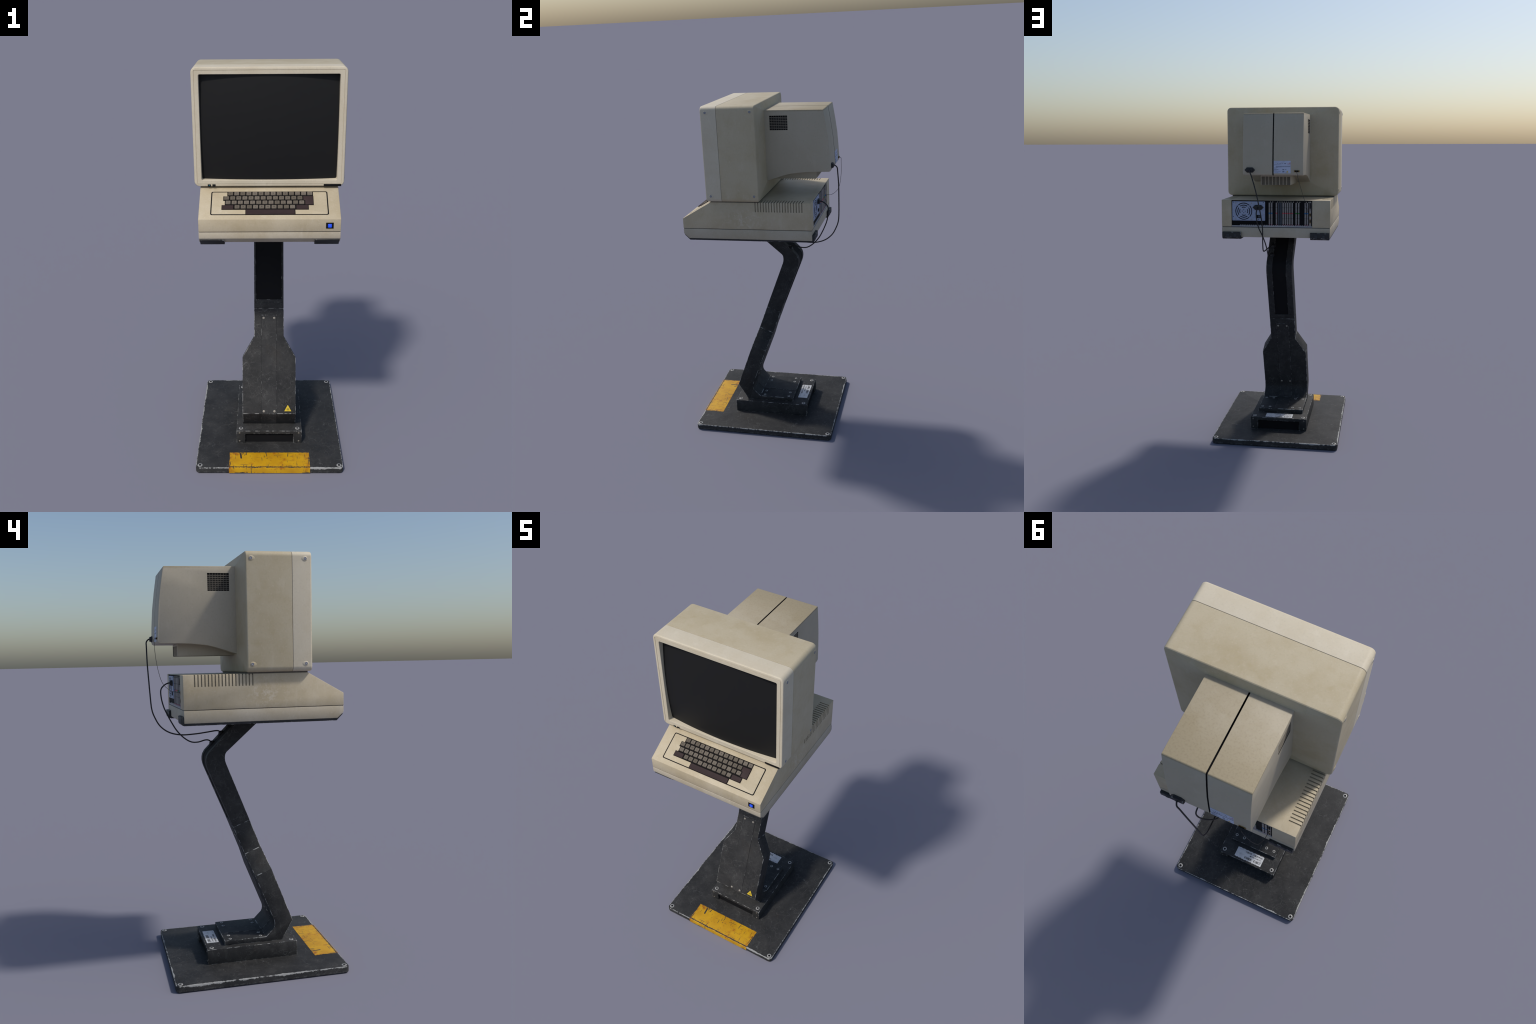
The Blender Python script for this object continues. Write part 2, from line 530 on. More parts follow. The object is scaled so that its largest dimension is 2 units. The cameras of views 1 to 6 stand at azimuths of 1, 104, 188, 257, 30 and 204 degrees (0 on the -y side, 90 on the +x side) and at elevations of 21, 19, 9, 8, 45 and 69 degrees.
# ------------------------------------------------------------------ arm
UA = Vector((.3567, .9342))          # direction of the leaning arm in (y, z)
def along(p, d):
    return (p[0] + UA[0] * d, p[1] + UA[1] * d)
SF, SB = (-.1165, .4875), (-.0335, .4535)       # shoulder seam, front and back
lower = [(-.1655, .1085), (-.2205, .2030), (-.2228, .2085), (-.2213, .2130), SF, SB,
         (-.1255, .2175), (-.1285, .2050), (-.1288, .1935), (-.1265, .1820), (-.1215, .1715), (-.0825, .1335),
         (.1315, .1335), (.1315, .1100), (-.1, .1085)]
NF, NB = along(SF, .109), along(SB, .109)
TF, TB = along(SF, .2605), along(SB, .2625)
def sect(fr, bk, w):
    return [(-w, fr[0], fr[1]), (w, fr[0], fr[1]), (w, bk[0], bk[1]), (-w, bk[0], bk[1])]
v, f = prism_x_vf(lower, -.140, .140)
f.pop(2 + 4)                                     # open the prism at the shoulder seam
v2, f2 = loft([sect(SF, SB, .140), sect(NF, NB, .0776), sect(TF, TB, .0776)], cap0=False)
o = len(v)
v += v2; f += [tuple(k + o for k in g) for g in f2]
arm = make("stand_arm", v, f, [K_BLACK, K_EDGE], root, bevel=.0020, bevel_mat=1, bevel_angle=25)

# upper arm: H shaped section, wide pocket in front and a slot behind
W = .0773
FW, BW, DF, DB = .0680, .0415, .055, .050
def hsec(fr, bk, pocket=True):
    df, db = (DF, DB) if pocket else (0, 0)
    pts = [(-W, 0), (-FW, 0), (-FW, df), (FW, df), (FW, 0), (W, 0), (W, 1), (BW, 1), (BW, 1 - db), (-BW, 1 - db), (-BW, 1), (-W, 1)]
    return [(x, fr[0] + (bk[0] - fr[0]) * t, fr[1] + (bk[1] - fr[1]) * t) for x, t in pts]
UF0, UB0 = along(TF, .0006), along(TB, .0006)
v, f = loft([sect(UF0, UB0, W), sect(along(TF, .031), along(TB, .031), W)])
make("arm_collar", v, f, [K_BLACK, K_BLACK], arm, bevel=.0010, bevel_mat=1)
st = [(along(TF, .0310), along(TB, .0310)),
      ((.0885, 1.0215), (.1785, .9935)), ((.0920, 1.0335), (.1840, 1.0105)), ((.0934, 1.0480), (.1868, 1.0290)),
      ((.0922, 1.0610), (.1862, 1.0440)), ((.0905, 1.0690), (.1828, 1.0595)), ((.0845, 1.0785), (.1715, 1.0785)), ((-.1047, 1.2450), (.0060, 1.2450))]
v, f = loft([hsec(a, b) for a, b in st])
upper = make("upper_arm", v, f, [K_BLACK, K_EDGE2], arm, bevel=.0009, seg=1, bevel_mat=1, smooth=28)
a0 = along(TF, .0312); b0 = along(TF, .046)
dn = Vector((SB[0] - SF[0], SB[1] - SF[1])).normalized()
pf = [a0, b0, (b0[0] + dn[0] * .0049, b0[1] + dn[1] * .0049), (a0[0] + dn[0] * .0049, a0[1] + dn[1] * .0049)]
prism_x("pocket_sill", pf, -FW, FW, [K_BLACK, K_EDGE], arm, bevel=.001, bevel_mat=1)
# black linings of the two pockets
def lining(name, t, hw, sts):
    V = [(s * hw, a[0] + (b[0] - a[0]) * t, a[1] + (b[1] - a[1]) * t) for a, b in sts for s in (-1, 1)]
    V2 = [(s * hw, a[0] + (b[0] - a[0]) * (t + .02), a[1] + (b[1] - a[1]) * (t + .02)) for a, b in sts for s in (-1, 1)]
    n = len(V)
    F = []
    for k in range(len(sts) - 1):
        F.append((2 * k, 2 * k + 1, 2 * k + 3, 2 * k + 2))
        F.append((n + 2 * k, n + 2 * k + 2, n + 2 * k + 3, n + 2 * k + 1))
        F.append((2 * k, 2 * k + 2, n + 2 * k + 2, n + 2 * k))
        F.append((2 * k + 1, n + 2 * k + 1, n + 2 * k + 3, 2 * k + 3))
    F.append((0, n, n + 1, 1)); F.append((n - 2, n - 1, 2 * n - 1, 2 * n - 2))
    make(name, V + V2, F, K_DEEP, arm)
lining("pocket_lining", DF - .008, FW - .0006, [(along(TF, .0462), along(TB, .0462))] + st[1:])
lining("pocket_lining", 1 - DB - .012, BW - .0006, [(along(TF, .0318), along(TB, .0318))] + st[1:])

# cover strips that sit a hair proud on the front and the back of the arm
def strip(name, path, hw, off, mat, parent, bev=.0008):
    """flat strip following a (y, z) path; off = thickness outward (left of travel)"""
    out = []
    n = len(path)
    for i, p in enumerate(path):
        d = Vector((0, 0))
        if i: d += (Vector(p) - Vector(path[i - 1])).normalized()
        if i < n - 1: d += (Vector(path[i + 1]) - Vector(p)).normalized()
        d.normalize()
        out.append((p[0] - d[1] * off, p[1] + d[0] * off))
    return prism_x(name, list(path) + out[::-1], -hw, hw, mat, parent, bevel=min(bev, off * .6), seg=1, bevel_mat=1)
FN = Vector((0, -.9342, .3567))
GAP = plain("strip_gap", (.008, .008, .008, 1), .7)
strip("strip_gap", [(-.1660, .1095), (-.2205, .2030), (-.2228, .2085), (-.2213, .2130), SF, along(SF, .2235)], .0422, .0005, [GAP, GAP], arm)
strip("front_cover_strip", [(-.1660, .1095), (-.2205, .2030), (-.2228, .2085), (-.2213, .2130), SF, along(SF, .2235)],
      .0402, .0018, [K_STRIP, K_EDGE2], arm, .0011)
box("strip_end", -.0402, .0402, 0, .0022, -.0018, .0004, [K_EDGE, K_EDGE], arm).matrix_world = frame((0, *along(SF, .2225)), FN) @ Matrix.Translation((0, 0, .0018))
strip("strip_gap", [along(SB, .2240), SB, (-.1255, .2175), (-.1285, .2050), (-.1288, .1935), (-.1265, .1820), (-.1215, .1715), (-.0825, .1335), (.1313, .1335)],
      .0408, .0004, [GAP, GAP], arm)
strip("back_cover_strip", [along(SB, .2240), SB, (-.1255, .2175), (-.1285, .2050), (-.1288, .1935), (-.1265, .1820), (-.1215, .1715), (-.0825, .1335), (.1313, .1335)],
      .0388, .0014, [K_STRIP, K_EDGE], arm)
for sx in (-1, 1):
    for d in (.2085, -.285):
        p = along(SF, d)
        place("screw", dome_screw(.0062), frame(Vector((sx * .0280, p[0], p[1])) + FN * .0018, FN), arm)
    for d in (.208, -.236):
        p = along(SB, d)
        place("screw", dome_screw(.0058), frame(Vector((sx * .0275, p[0], p[1])) - FN * .0012, -FN), arm)
    for x in (.0716, .1187):
        for y in (-.0578, .0995):
            place("screw", ring_screw(.0082), frame((sx * x, y, .1335), (0, 0, 1)), arm)

# small warning triangle low on the front
def on_front(x, d, h=0.0):
    p = along(SF, d)
    return Vector((x, p[0], p[1])) + FN * h
tri_c, tri_d = .0985, -.2695
tri = [(-.0185, -.0155), (.0185, -.0155), (.0012, .0165), (-.0012, .0165)]
v, f = prism_dir(tri, lambda x, d: on_front(tri_c + x, tri_d + d, -.0002), lambda x, d: on_front(tri_c + x, tri_d + d, .0006))
tri_ob = make("warning_triangle", v, f, WARN, arm)
V, F = [], []
for k, (hw, d) in enumerate(((.0055, -.001), (.0065, -.005), (.006, -.009))):
    q = [(-hw, d - .0008), (hw, d - .0008), (hw, d + .0008), (-hw, d + .0008)]
    v, f = prism_dir(q, lambda x, dd: on_front(tri_c + x, tri_d + dd, .0003), lambda x, dd: on_front(tri_c + x, tri_d + dd, .0008))
    o = len(V); V += v; F += [tuple(i + o for i in g) for g in f]
make("warning_print", V, F, INK2, tri_ob, kind="stuff")

# cable sockets on the back of the upper arm
UN = Vector((0, 1, 1.0)).normalized()
SOCK = lathe_mesh("socket", [(.0165, -.002), (.0165, .003), (.0135, .0045), (.0105, .0045), (.0085, .008), (.004, .010), (0, .010)],
                  [K_RUBBER, K_CABLE], split=3, n=24)
for p in ((.0490, .0890, 1.1618), (.0500, .1370, 1.1135)):
    place("cable_socket", SOCK, frame(p, UN), arm)

# ------------------------------------------------------------------ computer case
HX = .3165
y0c, y1c = -.4380, .3185
upper_prof = [(y0c, 1.3038), (y0c, 1.3620), (-.2630, 1.4610), (y1c, 1.4610), (y1c, 1.3038)]
case = prism_x("computer_case", upper_prof, -HX, HX, [B_CASE, K_DEEP], root, bevel=.0022, seg=2)
V, F = boxes_vf([(-.2135, .2580, .3135, .3300, 1.2950, 1.4588)])
cutter = make("cutter", V, F, K_DEEP)
cut(case, cutter)
# 18 ventilation slots each side, wrapping from the flank over the top edge
V, F = [], []
for sx in (-1, 1):
    for i in range(18):
        y = .2660 - i * .01568
        L = [(.3122, 1.4070), (.3300, 1.4070), (.3300, 1.4750), (.2625, 1.4750), (.2625, 1.4570), (.3122, 1.4570)]
        v, f = prism_dir(L, lambda a, z: (sx * a, y - .0029, z), lambda a, z: (sx * a, y + .0029, z))
        o = len(V); V += v; F += [tuple(k + o for k in g) for g in f]
slot_mat = plain("slot_shadow_plastic", (.36, .31, .215, 1), .7)  # case beige darkened so the slots' inner shade sits in the colour
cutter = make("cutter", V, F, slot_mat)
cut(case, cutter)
lower_prof = [(y0c, 1.3012), (y0c + .0008, 1.2720), (y0c + .0050, 1.2675), (-.4065, 1.2440), (y1c, 1.2440), (y1c, 1.3012)]
prism_x("case_bottom", lower_prof, -HX, HX, B_BOTTOM, case, bevel=.0018)
box("case_seam", -HX + .0022, HX - .0022, y0c + .0022, .2700, 1.2950, 1.3100, K_RUBBER, case)
box("case_seam", -HX + .0022, HX - .0022, .2600, y1c - .0012, 1.3005, 1.3045, K_RUBBER, case)

# feet: runners under both flanks that turn up the rear
foot_prof = [(-.4318, 1.2672), (-.4352, 1.2632), (-.4045, 1.2325), (.3190, 1.2330), (.3270, 1.2365), (.3320, 1.2440), (.3320, 1.2725), (.3295, 1.2750),
             (.3175, 1.2750), (.3175, 1.2450), (-.4060, 1.2450)]
for sx in (-1, 1):
    x0, x1 = sorted((sx * .2025, sx * .3125))
    ft = prism_x("foot", foot_prof, x0, x1, [K_RUBBER, K_EDGE2], case, bevel=.0018, bevel_mat=1)
    xm = sx * .2575
    boxes("foot_pad", [(xm + o - .0075, xm + o + .0075, .3312, .3332, 1.2440, 1.2620) for o in (-.022, .022)], plain("foot_pad_rubber", (.030, .032, .038, 1), .6), ft, bevel=.0008)
box("mount_plate", -.14, .14, -.16, .08, 1.2405, 1.2445, K_BLACK, case)

# power button on the front
pb = box("power_switch", .2500, .2838, -.4396, -.4360, 1.3200, 1.3460, K_LINE, case, bevel=.0008)
v, f = loft([[(x, y, z) for x, z in rrect(.2585 + d, .2757 - d, 1.3238 + d, 1.3405 - d, .003, 4)] for y, d in ((-.438, 0), (-.4412, 0), (-.4422, .0012))])
btn = make("switch_button", v, f, BLUE, pb)
boxes("switch_symbol", [(.2650, .2692, -.44245, -.4421, 1.3318, 1.3326), (.2667, .2675, -.44245, -.4421, 1.3300, 1.3344)], BLUE2, btn)
box("switch_lip", .2505, .2842, -.4386, -.4370, 1.3172, 1.3190, B_DARK, pb)

# ------------------------------------------------------------------ keyboard on the sloping deck
A = Vector((0, y0c, 1.3620)); Bv = Vector((0, -.2630, 1.4610))
sd = (Bv - A).normalized()
sn = Vector((1, 0, 0)).cross(sd)
KM = Matrix(((1, sd.x, sn.x, A.x), (0, sd.y, sn.y, A.y), (0, sd.z, sn.z, A.z), (0, 0, 0, 1)))
def K(x, s, h):
    return KM @ Vector((x, s, h))
def kprism(prof, h0, h1):
    return prism_dir(prof, lambda x, s: K(x, s, h0), lambda x, s: K(x, s, h1))
v, f = kprism(rrect(-.2645, .2645, .0262, .1705, .0085, 6), -.002, .0004)
ring = make("keyboard_outline", v, f, K_LINE, root)
v, f = loft([[K(x, s, h) for x, s in rrect(-.2592 + d, .2592 - d, .0310 + d, .1658 - d, .0055, 6)] for h, d in ((-.001, 0), (.0007, 0), (.0010, .0006))])
make("keyboard_panel", v, f, B_CASE, ring)

P = .02765
PS = .0274
rows_s = [.1537, .1263, .0989, .0715]            # centre of each key row along the slope
well = []
def keymesh(key, w, d, h, mat, top_in=.0012):
    if key in _mesh_cache:
        return _mesh_cache[key]
    def r(k, z, ys=0):
        return [(x, y + ys, z) for x, y in rrect(-w / 2 + k, w / 2 - k, -d / 2 + k, d / 2 - k, .0022, 3)]
    rings = [r(0, 0), r(.0004, h * .35), r(top_in * .7, h * .90, .0004), r(top_in + .0004, h, .0004), r(top_in + .003, h - .0006, .0004)]
    V, F = loft(rings)
    bm = bmesh.new(); vs = [bm.verts.new(p) for p in V]
    for q in F: bm.faces.new([vs[k] for k in q])
    bmesh.ops.recalc_face_normals(bm, faces=bm.faces)
    me = bpy.data.meshes.new(key); bm.to_mesh(me); bm.free()
    me.materials.append(mat); me.shade_smooth(); me.set_sharp_from_angle(angle=math.radians(40))
    _mesh_cache[key] = me
    return me
KH = .0030
legends = []
def put_key(x, s, me, ch=None):
    ob = bpy.data.objects.new("key", me)
    link(ob, ring)
    tilt = Matrix.Rotation(RNG.uniform(-.012, .012), 4, "Z")
    ob.matrix_world = KM @ Matrix.Translation((x, s, .0012)) @ tilt
    if ch:
        legends.append((x, s, ch))
km = keymesh("square_key", .0230, .0206, KH, KEY)
layout = [(-.1898, 14, ["1", "2", "3", "4", "5", "6", "7", "8", "9", "0", ":", "-", "//", "RS"]),
          (-.2075, 13, ["EC", "Q", "W", "E", "R", "T", "Y", "U", "I", "O", "P", "##", "HM"]),
          (-.2000, 13, ["CTL", "A", "S", "D", "F", "G", "H", "J", "K", "L", ";", "'", "PR"]),
          (-.1590, 10, ["Z", "X", "C", "V", "B", "N", "M", ",", ".", "/"])]
for (xs, cnt, chars), s in zip(layout, rows_s):
    for i in range(cnt):
        put_key(xs + P * (i + .5), s + .0022, km, chars[i])
    well.append((xs - .0012, xs + P * cnt + .0012, s - PS / 2 - .0008, s + PS / 2 + .0006))
# the brown keys
def brown(x0, x1, s0, s1):
    w, d = x1 - x0 - .0030, s1 - s0 - .0030
    put_key((x0 + x1) / 2, (s0 + s1) / 2, keymesh("brown_%d_%d" % (w * 1e5, d * 1e5), w, d, KH, KEYB))
    well.append((x0 - .0010, x1 + .0010, s0 - .0010, s1 + .0008))
brown(-.2140, -.1605, .0578, .0850)
brown(.1190, .1750, .0578, .0850)
# L-shaped return key
Lk = [(.1612, .0866), (.1968, .0866), (.1968, .1386), (.1534, .1386), (.1534, .1140), (.1612, .1140)]
v, f = kprism(Lk, .0010, .0012 + KH)
make("return_key", v, f, KEYB, ring, bevel=.0010)
well.append((.1510, .1992, .1116, .1408))
well.append((.1590, .1992, .0842, .1150))
brown(-.1065, .1145, .0275, .0577)
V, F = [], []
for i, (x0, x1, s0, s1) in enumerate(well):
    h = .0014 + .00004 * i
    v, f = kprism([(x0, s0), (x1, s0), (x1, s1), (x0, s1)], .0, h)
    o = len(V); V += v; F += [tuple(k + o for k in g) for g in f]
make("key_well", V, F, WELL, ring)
# legends on the key tops
parts = []
for x, s, ch in legends:
    cu = bpy.data.curves.new("legend", "FONT")
    cu.body = ch; cu.size = .0115 if len(ch) == 1 else .0075
    cu.align_x = "CENTER"; cu.align_y = "CENTER"; cu.extrude = .00012; cu.resolution_u = 2
    ob = bpy.data.objects.new("legend", cu)
    bpy.context.scene.collection.objects.link(ob)
    ob.matrix_world = KM @ Matrix.Translation((x, s + .0010, .0012 + KH - .0007))
    parts.append(ob)
bpy.context.view_layer.update()
dg = bpy.context.evaluated_depsgraph_get()
bm = bmesh.new()
for ob in parts:
    me = bpy.data.meshes.new_from_object(ob.evaluated_get(dg))
    me.transform(ob.matrix_world)
    bm.from_mesh(me)
    bpy.data.meshes.remove(me)
for ob in parts:
    cu = ob.data
    bpy.data.objects.remove(ob); bpy.data.curves.remove(cu)
me = bpy.data.meshes.new("key_legends"); bm.to_mesh(me); bm.free()
me.materials.clear(); me.materials.append(INK2)
lg = bpy.data.objects.new("key_legends", me); lg["kind"] = "stuff"
link(lg, ring)

# ------------------------------------------------------------------ rear of the computer
YR = .3190
psu = None
def face_y(prof, ya, yb):
    return prism_dir(prof, lambda x, z: (x, ya, z), lambda x, z: (x, yb, z))
v, f = face_y(rrect(.0605, .2535, 1.3405, 1.4525, .003, 3), .285, YR)
psu = make("power_supply", v, f, SILVER, case, bevel=.0006, seg=1)
def arc_vf(cx, cz, r0, r1, a0, a1, ya, yb, n=14):
    pr = [(cx + r1 * math.cos(a0 + (a1 - a0) * i / n), cz + r1 * math.sin(a0 + (a1 - a0) * i / n)) for i in range(n + 1)]
    pr += [(cx + r0 * math.cos(a1 + (a0 - a1) * i / n), cz + r0 * math.sin(a1 + (a0 - a1) * i / n)) for i in range(n + 1)]
    return face_y(pr, ya, yb)
fx, fz = .1855, 1.3955
for r, wd, gap in ((.0470, .0046, .05), (.0352, .0046, .16), (.0238, .0044, .30)):
    for q in range(4):
        a = math.pi / 2 * q + math.pi / 4
        v, f = arc_vf(fx, fz, r - wd / 2, r + wd / 2, a + gap, a + math.pi / 2 - gap, YR - .001, YR + .0005)
        make("fan_slot", v, f, K_DEEP, psu)
dot = lathe_mesh("panel_hole", [(.0024, -.0005), (.0024, .0006), (0, .0006)], [INK2])
dotc = lathe_mesh("panel_screw", [(.0030, -.0005), (.0030, .0007), (.0015, .0013), (0, .0013)], [BRASSY])
for x, z in ((.2480, 1.4475), (.0700, 1.4470), (.2470, 1.3630), (.0980, 1.3470), (fx, fz + .0085), (fx - .0085, fz), (fx + .0085, fz), (fx, fz - .0085)):
    place("panel_hole", dot, frame((x, YR, z), (0, 1, 0)), psu)
for dx in (-1, 1):
    for dz in (-1, 1):
        place("panel_screw", dotc, frame((fx + dx * .0465, YR, fz + dz * .0465), (0, 1, 0)), psu)

def hex_plug(name, cx, cz, y, hw, hh, parent):
    h = [(cx - hw, cz), (cx - hw * .55, cz - hh), (cx + hw * .55, cz - hh), (cx + hw, cz), (cx + hw * .55, cz + hh), (cx - hw * .55, cz + hh)]
    v, f = face_y(h, y - .004, y + .0045)
    ob = make(name, v, f, [K_RUBBER, K_RUBBER], parent, bevel=.001)
    v, f = loft([[(x, yy, z) for x, z in rrect(cx - .019 + d, cx + .019 - d, cz - .0125 + d, cz + .0125 - d, .003, 3)]
                 for yy, d in ((y + .003, 0), (y + .011, .0008), (y + .013, .003))])
    make("plug_body", v, f, K_CABLE, ob)
    return ob
hex_plug("power_plug", .1005, 1.4180, YR, .0325, .0145, psu)
sw = box("rocker_switch", .0866, .1118, YR - .001, YR + .0022, 1.3560, 1.3745, K_LINE, psu, bevel=.0006)
box("rocker", .0900, .1000, YR + .001, YR + .0042, 1.3590, 1.3715, DARKBR, sw, bevel=.0008)
box("supply_skirt", .0605, .2560, .290, YR - .003, 1.3175, 1.3400, K_LINE, case)

cards = [(.0351, TAG_B, BRACKET), (.0217, TAG_B, BRACKET), (-.0063, TAG_R, BRACKET), (-.0200, None, DARKBR), (-.0323, None, DARKBR),
         (-.0453, TAG_R, BRACKET), (-.0585, TAG_R, BRACKET), (-.0712, TAG_R, BRACKET), (-.0840, TAG_R, BRACKET), (-.0977, TAG_R, BRACKET),
         (-.1207, TAG_G, BRACKET), (-.1352, TAG_G, BRACKET), (-.1733, TAG_B, BRACKET), (-.1861, TAG_B, BRACKET)]
YB = .3180
for cx, tag, bm_ in cards:
    h = .0042
    segs = [(1.3215, 1.3548), (1.3562, 1.3818), (1.3888, 1.4168), (1.4182, 1.4462)] if tag else [(1.3215, 1.4462)]
    br = boxes("slot_bracket", [(cx - h, cx + h, .290, YB, a, b) for a, b in segs], bm_, case)
    boxes("bracket_foot", [(cx - .0028, cx + .0028, .292, YB + .0006, 1.3160, 1.3205)], INKR if tag else DARKBR, br)
    if tag:
        box("colour_tag", cx - .0045, cx + .0045, .292, YB + .0014, 1.3822, 1.3884, tag, br)
    place("bracket_screw", dotc, frame((cx - .0062, YB - .004, 1.4500), (0, 1, 0)), br)
v, f = face_y(rrect(-.2076, -.1956, 1.3110, 1.4535, .004, 4), .295, YB)
vid = make("video_bracket", v, f, BRACKET, case, bevel=.0006, seg=1)
boxes("video_socket", [(-.2052, -.1982, .300, YB + .0020, 1.4135, 1.4460), (-.2050, -.1985, .300, YB + .0015, 1.3735, 1.3830),
                       (-.2050, -.1985, .300, YB + .0015, 1.3340, 1.3480), (-.2040, -.1992, .300, YB + .0012, 1.4055, 1.4085)], K_LINE, vid)
boxes("socket_shell", [(-.2058, -.1976, .300, YB + .0008, 1.3680, 1.3870), (-.2058, -.1976, .300, YB + .0008, 1.3290, 1.3530)], GOLD, vid)
teeth = [(-.2125, .2570, .280, .3178, 1.3048, 1.3125)]
x = .205
while x > -.205:
    teeth.append((x - .0042, x + .0042, .285, .3172, 1.3120, 1.3165)); x -= .0129
boxes("card_ledge", teeth, LEDGE, case)

# ------------------------------------------------------------------ monitor
MX, Z0, Z1 = .3420, 1.4670, 2.0000
def mring(y, d, r=.024):
    return [(x, y, z) for x, z in rrect(-MX + d, MX - d, Z0 + d, Z1 - d, max(r - d * .7, .004), 8)]
def gring(y, d):
    return [(x, y, z) for x, z in rrect(-MX + d, MX - d, Z0 + d - .0012, Z1 - d, .0045, 8)]
OX, OZ0, OZ1 = .3088, 1.4970, 1.9685
def oring(y, d=0, r=.0065):
    return [(x, y, z) for x, z in rrect(-OX + d, OX - d, OZ0 + d, OZ1 - d, r, 8)]
yf = -.2780
rings = [mring(-.1870, .010), mring(-.1870, .0022), mring(-.1874, .0004), mring(-.1880, 0), mring(-.2700, 0), mring(-.2745, .0009), mring(-.2770, .0030), mring(yf, .0065),
         gring(yf, .0126), gring(yf + .0018, .0130), gring(yf + .0018, .0144), gring(yf, .0149),
         oring(yf, -.0015, .008), oring(yf + .0010, -.0003, .007), oring(yf + .0030, 0), oring(-.2440, .0012), oring(-.2300, .0014)]
v, f = loft(rings, True, True)
mon = make("monitor_bezel", v, f, B_BEZEL, root, smooth=32)
# curved screen
GN, GM = 40, 32
gx, gz0, gz1 = OX - .0006, OZ0 + .0006, OZ1 - .0006
zc = (gz0 + gz1) / 2
V, F = [], []
for j in range(GM + 1):
    for i in range(GN + 1):
        x = -gx + 2 * gx * i / GN; z = gz0 + (gz1 - gz0) * j / GM
        V.append((x, -.2845 + .215 * x * x + .28 * (z - zc) ** 2, z))
o = len(V)
V += [(x, y + .004, z) for x, y, z in V]
q = GN + 1
for j in range(GM):
    for i in range(GN):
        a = j * q + i
        F.append((a, a + 1, a + 1 + q, a + q)); F.append((o + a, o + a + q, o + a + 1 + q, o + a + 1))
for i in range(GN):
    F.append((i, o + i, o + i + 1, i + 1)); a = GM * q + i; F.append((a, a + 1, o + a + 1, o + a))
for j in range(GM):
    a = j * q; F.append((a, a + q, o + a + q, o + a)); a = j * q + GN; F.append((a, o + a, o + a + q, a + q))
make("screen", V, F, GLASS, mon, smooth=40)
# buttons and the dark name plate on the lower rim
for k, x in enumerate((-.2742, -.2528)):
    bb = box("bezel_button", x - .0072, x + .0072, yf - .0016, yf + .002, 1.4688, 1.4780, K_LINE, mon, bevel=.0008)
    box("button_mark", x - .0022, x + .0022, yf - .0020, yf, 1.4715, 1.4755, CYAN if k == 0 else K_RUBBER, bb)
box("name_plate", .2482, .3278, yf - .0012, yf + .002, 1.4674, 1.4780, K_LINE, mon, bevel=.0006)

# rear shell with a shallow hipped back
TX, TZ0, TZ1 = .1712, 1.5510, 1.9535
def tring(y, d=0):
    return [(x, y, z) for x, z in rrect(-TX + d, TX - d, TZ0 + d, TZ1 - d, .004, 8)]
rings = [mring(-.1855, .010), mring(-.1855, .0020), mring(-.1851, .0004), mring(-.1845, 0), mring(.0190, 0), mring(.0235, .0009), mring(.0265, .0032), mring(.0278, .0070), tring(.0400)]
v, f = loft(rings)
shell = make("monitor_shell", v, f, B_REAR, mon, smooth=24)
for p in shell.data.polygons:
    if p.center.y > .0290:
        p.use_smooth = False
v, f = loft([mring(-.1880, .0013), mring(-.1845, .0013)])
make("shell_seam", v, f, plain("monitor_seam_plastic", (.24, .21, .155, 1), .7), mon)
box("monitor_gap_block", -.3155, .3155, -.262, .0200, 1.4600, 1.4680, B_DARK, mon)  # thin dark block filling the gap between monitor and case top

# screw bosses on the flanks, each with a ramp towards the middle
for sx in (-1, 1):
    for y, z in ((.0035, 1.9670), (-.2476, 1.9668), (.0042, 1.5030), (-.2480, 1.5018)):
        dirn = -1 if y > -.1 else 1
        n = 24
        base_r, top_r = [], []
        for i in range(n):
            a = 2 * math.pi * i / n
            cy, cz = math.cos(a), math.sin(a)
            stretch = 1.9 if cy * dirn > 0 else 1.0
            base_r.append((sx * (MX - .0005), y + .0115 * cy * stretch, z + .0115 * cz))
            top_r.append((sx * (MX + .0019), y + .0085 * cy, z + .0085 * cz))
        mid_r = [(sx * (MX + .0015), (a[1] * .25 + b[1] * .75) + .0002, a[2] * .25 + b[2] * .75) for a, b in zip(base_r, top_r)]
        v, f = loft([base_r, mid_r, top_r])
        bs = make("screw_boss", v, f, B_BEZEL if y < -.1 else B_REAR, mon, smooth=50)
        hole = lathe_mesh("boss_screw", [(.0062, -.001), (.0062, .0006), (.0050, .0008), (.0034, .0002), (0, .0002)], [INK, STEEL], split=3)
        place("boss_screw", hole, frame((sx * (MX + .0019), y, z), (sx, 0, 0)), bs)

# picture tube housing
back = [(.3700, 1.9515), (.3735, 1.9470), (.3870, 1.8640), (.3985, 1.7790), (.4048, 1.6950), (.4085, 1.6210), (.4065, 1.6110), (.3980, 1.6058)]
bot = [(.3211, 1.6055), (.2616, 1.6033), (.2170, 1.5990), (.1765, 1.5938), (.1463, 1.5865), (.1172, 1.5777), (.0890, 1.5690), (.0620, 1.5592), (.0200, 1.5495)]
prof = [(.0200, 1.9540)] + back + bot
tube = prism_x("tube_housing", prof, -TX + .0005, TX - .0005, [B_TUBE, K_DEEP], mon, bevel=.0030, seg=2)
